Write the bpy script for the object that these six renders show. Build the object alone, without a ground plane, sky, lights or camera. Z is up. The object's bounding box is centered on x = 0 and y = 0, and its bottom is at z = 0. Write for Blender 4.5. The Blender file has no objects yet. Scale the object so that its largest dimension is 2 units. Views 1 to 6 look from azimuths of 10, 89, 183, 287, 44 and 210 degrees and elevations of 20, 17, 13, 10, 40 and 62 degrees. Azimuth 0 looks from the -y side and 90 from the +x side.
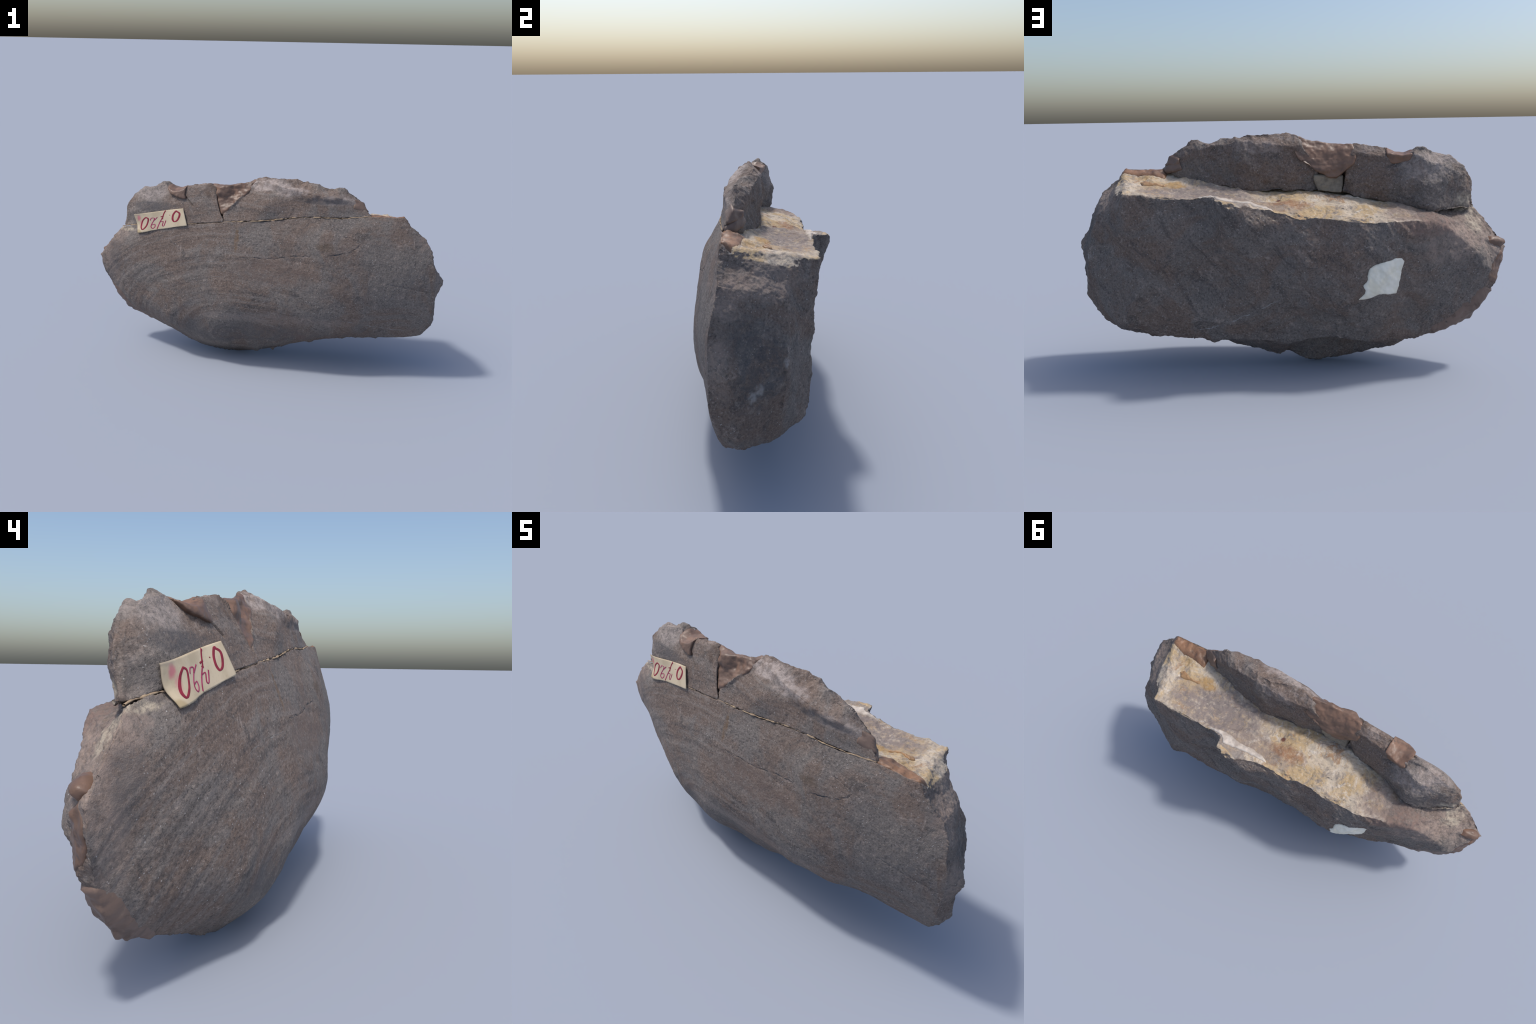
"""Fossil bivalve rock specimen: a lower block with a ledge, a glued-on upper slab
in two pieces, brown resin repairs, a paper label and a dab of white paint."""
import bpy, bmesh, math, random
import numpy as np
from mathutils import Vector
from mathutils.bvhtree import BVHTree
from mathutils.geometry import delaunay_2d_cdt

random.seed(7)
VOXEL = 0.0032

# ------------------------------------------------------------------ noise
def _hash(ix, iy, iz, seed):
    h = (ix * 374761393 + iy * 668265263 + iz * 2147483647 + seed * 974711) & 0xFFFFFFFF
    h = ((h ^ (h >> 13)) * 1274126177) & 0xFFFFFFFF
    h = ((h ^ (h >> 16)) * 2246822519) & 0xFFFFFFFF
    return ((h ^ (h >> 15)) & 0xFFFFFF) / float(0xFFFFFF)

def vnoise(p, seed=0):
    """Smooth lattice noise, -1..1, for an (n,3) array."""
    i = np.floor(p).astype(np.int64)
    f = p - i
    f = f * f * f * (f * (f * 6 - 15) + 10)
    out = np.zeros(len(p))
    for dx in (0, 1):
        for dy in (0, 1):
            for dz in (0, 1):
                w = (f[:, 0] if dx else 1 - f[:, 0]) * (f[:, 1] if dy else 1 - f[:, 1]) * (f[:, 2] if dz else 1 - f[:, 2])
                out += w * _hash(i[:, 0] + dx, i[:, 1] + dy, i[:, 2] + dz, seed)
    return out * 2 - 1

def fbm(p, scale, octaves=4, gain=0.5, seed=0):
    out = np.zeros(len(p)); a = 1.0; tot = 0
    for o in range(octaves):
        out += a * vnoise(p * scale + 13.7 * o, seed + o); tot += a
        a *= gain; scale *= 2.03
    return out / tot * 1.6

def facets(p, scale, seed=0):
    """Chipped-stone relief: lower envelope of shallow tilted bowls, a scallop per chip."""
    q = p * scale
    i = np.floor(q).astype(np.int64)
    best = np.full(len(p), 1e9)
    for dx in (-1, 0, 1):
        for dy in (-1, 0, 1):
            for dz in (-1, 0, 1):
                c = i + np.array([dx, dy, dz])
                r = [_hash(c[:, 0], c[:, 1], c[:, 2], seed + k) for k in range(7)]
                d = q - (c + np.stack(r[:3], 1))
                v = (d ** 2).sum(1) + (r[3] - .5) * .5 + ((np.stack(r[4:7], 1) - .5) * d).sum(1) * 1.1
                best = np.minimum(best, v)
    return best - np.median(best)

def sstep(a, b, x):
    t = np.clip((x - a) / (b - a), 0, 1)
    return t * t * (3 - 2 * t)

# ------------------------------------------------------------------ smooth sheets through control points
class Sheet:
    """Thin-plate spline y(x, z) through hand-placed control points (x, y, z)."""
    def __init__(self, pts, smooth=2e-4):
        P = np.array(pts, float)
        self.c = P[:, [0, 2]]
        n = len(P)
        K = self._k(self.c, self.c) + np.eye(n) * smooth
        A = np.zeros((n + 3, n + 3)); A[:n, :n] = K
        A[:n, n] = 1; A[:n, n + 1:] = self.c
        A[n, :n] = 1; A[n + 1:, :n] = self.c.T
        b = np.zeros(n + 3); b[:n] = P[:, 1]
        self.w = np.linalg.solve(A, b)
    def _k(self, a, b):
        r2 = ((a[:, None] - b[None]) ** 2).sum(2)
        return 0.5 * r2 * np.log(r2 + 1e-12)
    def __call__(self, x, z):
        q = np.stack([np.atleast_1d(x), np.atleast_1d(z)], 1).astype(float)
        out = np.empty(len(q)); n = len(self.c)
        for s in range(0, len(q), 40000):
            e = q[s:s + 40000]
            out[s:s + 40000] = self._k(e, self.c) @ self.w[:n] + self.w[n] + e @ self.w[n + 1:]
        return out

# ------------------------------------------------------------------ control points
# Rim stations of the lower block, clockwise seen from the front: front rim, middle of the
# broken side, back rim.
BLOCK = [
 # seam / ledge, left to right
 ((-.846,-.062,.744), (-.755,.040,.690), (-.615,.165,.706)),
 ((-.744,-.088,.766), (-.660,.050,.726), (-.465,.222,.719)),
 ((-.620,-.124,.786), (-.560,.000,.760), (-.450,.120,.752), (-.380,.226,.719)),
 ((-.403,-.149,.813), (-.385,-.010,.778), (-.330,.130,.760), (-.290,.224,.719)),
 ((-.206,-.157,.839), (-.205,-.020,.804), (-.160,.130,.776), (-.116,.212,.738)),
 ((-.034,-.158,.856), (-.050,-.010,.815), (-.060,.130,.780), (-.060,.240,.733)),
 (( .079,-.155,.871), ( .040,.077,.789), ( .060,.248,.775)),
 (( .164,-.150,.886), ( .150,.000,.830), ( .160,.150,.790), ( .170,.264,.795)),
 (( .265,-.147,.896), ( .270,.000,.845), ( .275,.160,.806), ( .284,.278,.818)),
 (( .280,-.146,.897), ( .285,.000,.846), ( .290,.160,.808), ( .296,.236,.818)),
 (( .433,-.140,.899), ( .425,.000,.858), ( .410,.150,.816), ( .400,.225,.820)),
 (( .589,-.123,.916), ( .560,.060,.856), ( .520,.222,.824)),
 (( .765,-.122,.920), ( .720,.050,.868), ( .687,.212,.836)),
 # right side
 (( .800,-.128,.870), ( .785,-.030,.848), ( .755,.110,.815), ( .688,.212,.805)),
 (( .832,-.130,.848), ( .810,-.040,.828), ( .775,.100,.795), ( .690,.210,.770)),
 (( .884,-.124,.816), ( .862,-.040,.790), ( .838,.089,.748), ( .680,.205,.700)),
 (( .905,-.134,.772), ( .888,-.050,.730), ( .860,.094,.690), ( .650,.203,.630)),
 (( .934,-.152,.688), ( .916,-.060,.665), ( .876,.094,.630), ( .620,.204,.560)),
 (( .954,-.158,.632), ( .975,-.095,.610), ( .900,.096,.570), ( .600,.203,.500)),
 (( .960,-.156,.570), ( 1.002,-.100,.566), ( .900,.094,.510), ( .610,.198,.450)),
 (( .958,-.158,.500), ( .984,-.080,.492), ( .910,.090,.450), ( .650,.192,.400)),
 (( .953,-.160,.430), ( .978,-.075,.405), ( .890,.090,.390), ( .690,.190,.350)),
 (( .945,-.150,.350), ( .970,-.070,.320), ( .874,.080,.320), ( .716,.187,.300)),
 (( .932,-.132,.290), ( .942,-.072,.270), ( .856,.062,.262), ( .722,.174,.255)),
 (( .914,-.110,.246), ( .900,-.060,.228), ( .826,.020,.208), ( .690,.145,.212)),
 # underside, right to left
 (( .840,-.100,.220), ( .770,.000,.178), ( .600,.130,.186)),
 (( .700,-.105,.204), ( .650,.010,.158), ( .500,.128,.178)),
 (( .540,-.120,.196), ( .490,.010,.143), ( .400,.125,.172)),
 (( .340,-.132,.162), ( .310,.010,.120), ( .270,.120,.166)),
 (( .160,-.120,.105), ( .150,.000,.075), ( .150,.108,.155)),
 (( .040,-.090,.050), ( .040,.000,.038), ( .040,.100,.142)),
 ((-.080,-.048,.000), (-.085,-.018,.010), (-.070,.010,.120), (-.070,.098,.152)),
 ((-.160,-.062,.003), (-.170,-.030,.018), (-.150,.005,.170), (-.150,.100,.164)),
 ((-.240,-.072,.009), (-.240,-.035,.028), (-.220,.005,.170), (-.230,.100,.160)),
 ((-.320,-.080,.022), (-.320,-.035,.042), (-.300,.010,.150), (-.300,.096,.146)),
 ((-.379,-.078,.032), (-.385,-.025,.060), (-.370,.020,.128), (-.370,.090,.140)),
 ((-.440,-.070,.057), (-.440,.010,.094), (-.430,.082,.138)),
 ((-.503,-.060,.082), (-.510,.012,.112), (-.490,.070,.148)),
 # left side, going up
 ((-.607,-.050,.120), (-.600,.012,.138), (-.555,.052,.172)),
 ((-.690,-.042,.155), (-.690,.008,.170), (-.602,.042,.212)),
 ((-.763,-.036,.185), (-.765,.005,.203), (-.668,.045,.270)),
 ((-.844,-.034,.232), (-.840,.006,.252), (-.737,.055,.342)),
 ((-.912,-.036,.305), (-.900,.008,.325), (-.802,.060,.405)),
 ((-.947,-.040,.378), (-.938,.008,.385), (-.850,.070,.440)),
 ((-.985,-.050,.458), (-.965,-.002,.460), (-.868,.079,.495)),
 ((-.995,-.052,.508), (-.978,-.005,.505), (-.866,.080,.516)),
 ((-.992,-.055,.560), (-.960,-.008,.552), (-.852,.084,.545)),
 ((-.955,-.058,.620), (-.900,.000,.597), (-.790,.100,.595)),
 ((-.898,-.068,.688), (-.822,.020,.648), (-.715,.125,.660)),
]
FRONT_INNER = [
 (.544,-.193,.774), (.026,-.228,.672), (-.053,-.230,.674), (.519,-.240,.396), (.687,-.211,.580),
 (.908,-.171,.561), (.786,-.187,.681), (.584,-.148,.881), (.595,-.191,.753), (-.007,-.269,.532),
 (-.561,-.213,.369), (-.241,-.231,.604), (-.133,-.218,.698), (-.021,-.249,.604), (-.475,-.233,.461),
 (.287,-.219,.712), (.300,-.274,.440), (.220,-.265,.318), (.200,-.205,.220), (.280,-.190,.190), (-.080,-.205,.190), (.094,-.190,.800), (.120,-.176,.140),
 (.000,-.122,.046), (.500,-.212,.260), (.700,-.142,.258), (.800,-.168,.360),
 (-.100,-.280,.350), (-.200,-.262,.250), (-.200,-.190,.110), (-.410,-.190,.150), (-.310,-.182,.105), (-.500,-.175,.170),
 (-.700,-.150,.350), (-.820,-.108,.420), (-.890,-.080,.480), (-.350,-.232,.250), (-.620,-.165,.260), (-.780,-.080,.240),
 (-.700,-.160,.620), (-.860,-.102,.590), (-.820,-.095,.700), (-.500,-.188,.650), (.350,-.212,.790)
]
FRONT_SLAB = [
 (-.756,-.090,.830), (-.452,-.116,.894), (-.422,-.149,.807), (-.726,-.118,.745), (-.226,-.139,.877),
 (-.302,-.062,1.030), (-.040,-.050,1.065), (-.445,-.062,1.006), (-.575,-.020,1.008), (-.728,-.025,.975),
 (.343,-.126,.985), (.173,-.120,1.000), (.000,-.118,1.000), (.470,-.120,.965), (.545,-.108,.957),
 (-.810,-.040,.850), (-.825,-.035,.780), (-.620,-.075,.930), (.060,-.152,.940), (.350,-.136,.940)
]
BACK_INNER = [
 (-.314,.220,.395), (-.503,.184,.536), (-.400,.222,.450), (.000,.215,.480), (.500,.207,.560),
 (.500,.178,.440), (.300,.152,.470), (.170,.165,.400), (.430,.165,.550), (.200,.195,.540), (.120,.275,.720), (.250,.272,.720), (.230,.260,.650), (.080,.245,.620), (.330,.225,.700),
 (.420,.212,.620), (-.200,.228,.620), (-.400,.228,.640), (-.250,.188,.320), (-.080,.160,.330), (.100,.148,.310), (.300,.160,.290), (.000,.182,.390),
 (.500,.160,.290), (.200,.135,.230), (.450,.150,.230), (-.200,.118,.230), (-.420,.135,.260), (-.600,.062,.300), (-.550,.140,.420),
 (-.690,.122,.520), (-.600,.165,.620), (-.700,.085,.400)
]
# upper slab, right piece: front rim, crest, back rim
SLAB_RIGHT = [
 ((-.200,-.157,.849), (-.190,-.095,.838), (-.165,-.035,.822)),
 ((-.034,-.158,.864), (-.034,-.080,.846), (-.037,-.010,.828)),
 (( .079,-.155,.879), ( .090,-.070,.852), ( .110, .008,.826)),
 (( .164,-.150,.893), ( .190,-.070,.866), ( .267, .004,.846)),
 (( .265,-.147,.903), ( .290,-.075,.878), ( .370,-.020,.863)),
 (( .433,-.138,.907), ( .430,-.095,.892), ( .440,-.040,.872)),
 (( .587,-.122,.921), ( .545,-.085,.905), ( .495,-.055,.882)),
 (( .570,-.115,.942), ( .560,-.100,.940), ( .540,-.070,.935), ( .505,-.045,.930)),
 (( .545,-.108,.957), ( .545,-.098,.965), ( .535,-.085,.988), ( .490,-.050,.965)),
 (( .470,-.118,.968), ( .470,-.112,.995), ( .490,-.078,1.024), ( .450,-.040,.992)),
 (( .400,-.124,.978), ( .400,-.128,1.015), ( .418,-.080,1.052), ( .380,-.028,1.022)),
 (( .343,-.126,.987), ( .343,-.132,1.016), ( .350,-.065,1.052), ( .320,-.018,1.032)),
 (( .250,-.126,.998), ( .250,-.128,1.028), ( .260,-.035,1.066), ( .240, .004,1.045)),
 (( .150,-.116,1.010), ( .150,-.112,1.042), ( .165,-.010,1.080), ( .150, .012,1.050)),
 (( .060,-.100,1.024), ( .060,-.092,1.055), ( .073,-.035,1.084), ( .050, .016,1.035)),
 ((-.010,-.078,1.048), (-.010,-.068,1.064), (-.005,-.040,1.082), (-.020, .010,1.030)),
 ((-.048,-.055,1.064), (-.050,-.030,1.072), (-.065,-.002,1.030)),
 ((-.100,-.085,1.010), (-.100,-.040,1.010), (-.105,-.006,.980)),
 ((-.160,-.120,.948), (-.150,-.060,.940), (-.140,-.014,.920)),
 ((-.218,-.140,.880), (-.185,-.080,.875), (-.160,-.025,.870))
]
SLAB_LEFT = [
 ((-.835,-.050,.752), (-.842,-.038,.745), (-.828,-.020,.737)),
 ((-.825,-.045,.790), (-.832,-.028,.800), (-.808, .000,.800)),
 ((-.812,-.042,.850), (-.820,-.022,.862), (-.796, .006,.858)),
 ((-.797,-.038,.895), (-.798,-.012,.905), (-.770, .024,.893)),
 ((-.770,-.030,.932), (-.768, .000,.937), (-.730, .040,.918)),
 ((-.715,-.028,.978), (-.705, .005,.980), (-.675, .058,.942)),
 ((-.640,-.030,.995), (-.635, .000,1.000), (-.610, .062,.962)),
 ((-.580,-.025,1.005), (-.578, .010,1.012), (-.560, .048,.980)),
 ((-.548,-.050,.978), (-.540, .000,.990), (-.530, .030,.965)),
 ((-.500,-.085,.952), (-.500,-.025,.968), (-.490, .008,.960)),
 ((-.452,-.068,.995), (-.448,-.050,1.006), (-.440, .002,.975)),
 ((-.410,-.062,1.012), (-.410,-.040,1.019), (-.390,-.004,.985)),
 ((-.340,-.062,1.024), (-.340,-.040,1.029), (-.335,-.010,.995)),
 ((-.303,-.066,1.026), (-.300,-.045,1.024), (-.300,-.016,.995)),
 ((-.268,-.100,.968), (-.270,-.060,.960), (-.275,-.022,.940)),
 ((-.232,-.138,.884), (-.240,-.080,.880), (-.255,-.026,.870)),
 ((-.209,-.157,.847), (-.220,-.090,.832), (-.245,-.024,.812)),
 ((-.301,-.155,.834), (-.320,-.070,.810), (-.350,-.002,.788)),
 ((-.403,-.149,.821), (-.420,-.060,.795), (-.480, .017,.764)),
 ((-.507,-.140,.808), (-.520,-.040,.780), (-.560, .050,.750)),
 ((-.620,-.124,.794), (-.630,-.020,.765), (-.640, .062,.746)),
 ((-.744,-.088,.774), (-.730,-.010,.755), (-.735, .040,.742)),
]

F = Sheet(FRONT_INNER + FRONT_SLAB + [s[0] for s in BLOCK])
B = Sheet(BACK_INNER + [s[-1] for s in BLOCK], 1e-4)

# ------------------------------------------------------------------ mesh helpers
def new_object(name, verts, faces, parent=None, smooth=True):
    me = bpy.data.meshes.new(name)
    me.from_pydata([tuple(v) for v in verts], [], [tuple(f) for f in faces])
    me.validate(); me.update()
    if smooth:
        me.polygons.foreach_set("use_smooth", [True] * len(me.polygons))
    ob = bpy.data.objects.new(name, me)
    bpy.context.scene.collection.objects.link(ob)
    if parent: ob.parent = parent
    return ob

def resample(loop, per, jag=0.0, seed=0):
    """Closed polyline through the stations, `per` samples a span, slightly rounded."""
    L = np.array(loop, float); n = len(L)
    out = []
    for i in range(n):
        p0, p1, p2, p3 = L[i - 1], L[i], L[(i + 1) % n], L[(i + 2) % n]
        for t in np.arange(per) / per:
            lin = p1 + (p2 - p1) * t
            cr = 0.5 * (2 * p1 + (p2 - p0) * t + (2 * p0 - 5 * p1 + 4 * p2 - p3) * t * t + (3 * p1 - p0 - 3 * p2 + p3) * t ** 3)
            out.append(lin * .75 + cr * .25)
    return np.array(out)

def fill_sheet(rim, sheet, step=0.02):
    """Grid-filled cap over a closed rim; interior heights come from a spline sheet."""
    poly = rim[:, [0, 2]]; n = len(poly)
    x0, z0 = poly.min(0); x1, z1 = poly.max(0)
    gx, gz = np.meshgrid(np.arange(x0, x1, step), np.arange(z0, z1, step))
    q = np.stack([gx.ravel(), gz.ravel()], 1)
    inside = np.zeros(len(q), bool); near = np.full(len(q), 1e9)
    for i in range(n):
        a, b = poly[i], poly[(i + 1) % n]
        c = ((a[1] > q[:, 1]) != (b[1] > q[:, 1])) & (q[:, 0] < (b[0] - a[0]) * (q[:, 1] - a[1]) / (b[1] - a[1] + 1e-15) + a[0])
        inside ^= c
        d = b - a; t = np.clip(((q - a) @ d) / (d @ d + 1e-12), 0, 1)
        near = np.minimum(near, np.linalg.norm(q - a - t[:, None] * d, axis=1))
    q = q[inside & (near > step * .5)]
    pts = [Vector(p) for p in np.vstack([poly, q])]
    v, e, f, ov, oe, of = delaunay_2d_cdt(pts, [(i, (i + 1) % n) for i in range(n)], [], 1, 1e-6)
    V = np.array([[p.x, 0, p.y] for p in v])
    V[:, 1] = sheet(V[:, 0], V[:, 2])
    for k, src in enumerate(ov):
        r = [s for s in src if s < n]
        if r: V[k] = rim[r[0]]
    return V, [list(t) for t in f]

def solid_from_stations(stations, front, back, per=8, cross=6):
    """Closed coarse solid: front cap + broken side walls + back cap."""
    # a station has a front, a back and one or two points between them
    stations = [s if len(s) == 4 else (s[0], tuple((p + q) / 2 for p, q in zip(s[0], s[1])), s[1], s[2]) for s in stations]
    loops = [resample([s[k] for s in stations], per) for k in range(4)]
    m = len(loops[0])
    rows = []
    for a, b in ((0, 1), (1, 2), (2, 3)):
        for t in np.arange(cross) / cross:
            rows.append(loops[a] * (1 - t) + loops[b] * t)
    rows.append(loops[3])
    V = np.vstack(rows); faces = []
    for r in range(len(rows) - 1):
        for i in range(m):
            j = (i + 1) % m
            faces.append((r * m + i, r * m + j, (r + 1) * m + j, (r + 1) * m + i))
    for rim, sh in ((loops[0], front), (loops[3], back)):
        cv, cf = fill_sheet(rim, sh)
        off = len(V); V = np.vstack([V, cv]); faces += [[i + off for i in f] for f in cf]
    me = bpy.data.meshes.new("tmp"); me.from_pydata([tuple(v) for v in V], [], faces)
    bm = bmesh.new(); bm.from_mesh(me)
    bmesh.ops.remove_doubles(bm, verts=bm.verts, dist=1e-5)
    bmesh.ops.recalc_face_normals(bm, faces=bm.faces)
    bm.to_mesh(me); bm.free()
    return me

def remesh(me, voxel=VOXEL, smooth_iters=2):
    ob = bpy.data.objects.new("tmp", me); bpy.context.scene.collection.objects.link(ob)
    r = ob.modifiers.new("r", 'REMESH'); r.mode = 'VOXEL'; r.voxel_size = voxel
    if smooth_iters:
        s = ob.modifiers.new("s", 'SMOOTH'); s.factor = .5; s.iterations = smooth_iters
    dg = bpy.context.evaluated_depsgraph_get()
    out = bpy.data.meshes.new_from_object(ob.evaluated_get(dg))
    bpy.data.objects.remove(ob); bpy.data.meshes.remove(me)
    return out

def coords(me):
    a = np.empty(len(me.vertices) * 3); me.vertices.foreach_get("co", a); return a.reshape(-1, 3)

def normals(me):
    a = np.empty(len(me.vertices) * 3); me.vertex_normals.foreach_get("vector", a); return a.reshape(-1, 3)

def polyline_distance(q, line):
    d = np.full(len(q), 1e9)
    for a, b in zip(np.array(line[:-1]), np.array(line[1:])):
        ab = b - a; t = np.clip(((q - a) @ ab) / (ab @ ab), 0, 1)
        d = np.minimum(d, np.linalg.norm(q - a - t[:, None] * ab, axis=1))
    return d

def growth_distance(x, z):
    """Elliptical distance from the shell's beak: growth lines are its level lines."""
    a = np.where(x < -.15, 1.5, 3.0)
    return np.sqrt(((x + .15) / a) ** 2 + (z - .2) ** 2)

def weather(me, seed, rough=1.0, blocky=0.0):
    """Stone relief: fine growth lines on the shell face, chipped facets on broken faces."""
    P = coords(me); N = normals(me)
    fy = F(P[:, 0], P[:, 2])
    shell = sstep(.022, .006, np.abs(P[:, 1] - fy)) * sstep(-.15, -.5, N[:, 1])
    back = sstep(.25, .6, N[:, 1])
    right_end = sstep(.5, .85, N[:, 0])
    broken = (1 - shell) * (1 - .55 * back) * (1 - .6 * right_end)
    warp = np.stack([fbm(P, 6, 2, seed=seed + k) for k in (11, 12, 13)], 1) * .04
    ledge = sstep(.5, .8, N[:, 2]) * sstep(-.12, -.06, P[:, 1]) * sstep(.66, .70, P[:, 2]) * (1 if seed == 3 else 0)
    broken = broken * (1 - .55 * ledge)
    d = (facets(P + warp, 9, seed) * .030 + facets(P + warp, 22, seed + 5) * .007
         + fbm(P, 14, 5, .6, seed + 9) * .006) * broken * rough
    d += (facets(P * np.array([1, 1, 1.6]) + warp, 5.5, seed + 8) * .024 + facets(P + warp, 15, seed + 18) * .007 + fbm(P, 18, 4, .6, seed + 15) * .006) * (1 - shell) * (1 - broken)
    d += fbm(P, 60, 3, .6, seed + 3) * .0028 * (1 - shell)
    d += fbm(P, 4.5, 3, .5, seed + 21) * .004 * (1 - shell)
    if blocky:
        d += facets(P + warp * 1.5, 6.5, seed + 31) * blocky * (1 - shell) - .003 * (1 - shell)
    g = growth_distance(P[:, 0], P[:, 2]) + fbm(P, 5, 2, seed=44) * .010
    g1 = np.stack([g * 38, P[:, 0] * 1.5, P[:, 2] * 1.5], 1)
    ridges = vnoise(g1, 4) * .6 + vnoise(g1 * 2.3, 5) * .4
    left = .12 + .88 * sstep(-.05, -.5, P[:, 0]) * sstep(.72, .55, P[:, 2])
    d += shell * (ridges * .0026 * left + fbm(P, 26, 4, .6, seed + 2) * .0016 + fbm(P, 3.5, 2, seed=8) * .002)
    P = P + N * d[:, None]
    P[:, 2] = np.maximum(P[:, 2], .0003)
    return P, shell

def set_coords(me, P):
    me.vertices.foreach_set("co", P.ravel()); me.update()
    me.polygons.foreach_set("use_smooth", [True] * len(me.polygons))

# ------------------------------------------------------------------ materials
class Mat:
    def __init__(self, name, rough=.8, spec=.25):
        self.m = bpy.data.materials.new(name); self.m.use_nodes = True
        self.t = self.m.node_tree; self.bsdf = self.t.nodes["Principled BSDF"]
        self.bsdf.inputs["Roughness"].default_value = rough
        self.bsdf.inputs["Specular IOR Level"].default_value = spec
        self.co = self.t.nodes.new("ShaderNodeTexCoord").outputs["Object"]
        self._sep = None
    def link(self, a, b): self.t.links.new(a, b)
    def _in(self, sock, v):
        if hasattr(v, "is_linked"): self.link(v, sock)
        else: sock.default_value = v
    def math(self, op, a, b=0.0, c=None, clamp=False):
        n = self.t.nodes.new("ShaderNodeMath"); n.operation = op; n.use_clamp = clamp
        self._in(n.inputs[0], a); self._in(n.inputs[1], b)
        if c is not None: self._in(n.inputs[2], c)
        return n.outputs[0]
    def xyz(self):
        if not self._sep:
            n = self.t.nodes.new("ShaderNodeSeparateXYZ"); self.link(self.co, n.inputs[0]); self._sep = n.outputs
        return self._sep
    def mapped(self, loc=(0, 0, 0), rot=(0, 0, 0), scale=(1, 1, 1)):
        n = self.t.nodes.new("ShaderNodeMapping")
        n.inputs["Location"].default_value = loc; n.inputs["Rotation"].default_value = rot; n.inputs["Scale"].default_value = scale
        self.link(self.co, n.inputs[0]); return n.outputs[0]
    def noise(self, scale, detail=4, rough=.55, dist=0.0, vec=None):
        n = self.t.nodes.new("ShaderNodeTexNoise")
        n.inputs["Scale"].default_value = scale; n.inputs["Detail"].default_value = detail
        n.inputs["Roughness"].default_value = rough; n.inputs["Distortion"].default_value = dist
        self.link(vec or self.co, n.inputs["Vector"]); return n.outputs["Fac"]
    def voronoi(self, scale, out="Distance", feature='F1'):
        n = self.t.nodes.new("ShaderNodeTexVoronoi"); n.feature = feature
        n.inputs["Scale"].default_value = scale; self.link(self.co, n.inputs["Vector"]); return n.outputs[out]
    def step(self, v, lo, hi, a=0.0, b=1.0):
        n = self.t.nodes.new("ShaderNodeMapRange"); n.interpolation_type = 'SMOOTHSTEP'
        self._in(n.inputs[0], v)
        rev = lo > hi
        n.inputs[1].default_value = hi if rev else lo; n.inputs[2].default_value = lo if rev else hi
        n.inputs[3].default_value = b if rev else a; n.inputs[4].default_value = a if rev else b
        return n.outputs[0]
    def mix(self, fac, a, b, mode='MIX'):
        n = self.t.nodes.new("ShaderNodeMix"); n.data_type = 'RGBA'; n.blend_type = mode
        self._in(n.inputs[0], fac)
        for s, v in ((n.inputs[6], a), (n.inputs[7], b)):
            if hasattr(v, "is_linked"): self.link(v, s)
            else: s.default_value = (*v, 1)
        return n.outputs[2]
    def spot(self, centre, radii, edge=.35, wobble=.5, scale=12):
        """Soft mask of a noisy ellipsoid patch."""
        n = self.mapped(tuple(-c / r for c, r in zip(centre, radii)), (0, 0, 0), tuple(1 / r for r in radii))
        ln = self.t.nodes.new("ShaderNodeVectorMath"); ln.operation = 'LENGTH'; self.link(n, ln.inputs[0])
        w = self.math('MULTIPLY_ADD', self.noise(scale, 5, .65), wobble * 2, -wobble)
        return self.step(self.math('ADD', ln.outputs["Value"], w), 1 + edge, 1 - edge)
    def bump(self, h, strength=.3, dist=.004):
        n = self.t.nodes.new("ShaderNodeBump"); n.inputs["Strength"].default_value = strength
        n.inputs["Distance"].default_value = dist; self.link(h, n.inputs["Height"])
        self.link(n.outputs[0], self.bsdf.inputs["Normal"])
    def done(self, col):
        self._in(self.bsdf.inputs["Base Color"], col); return self.m

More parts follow.
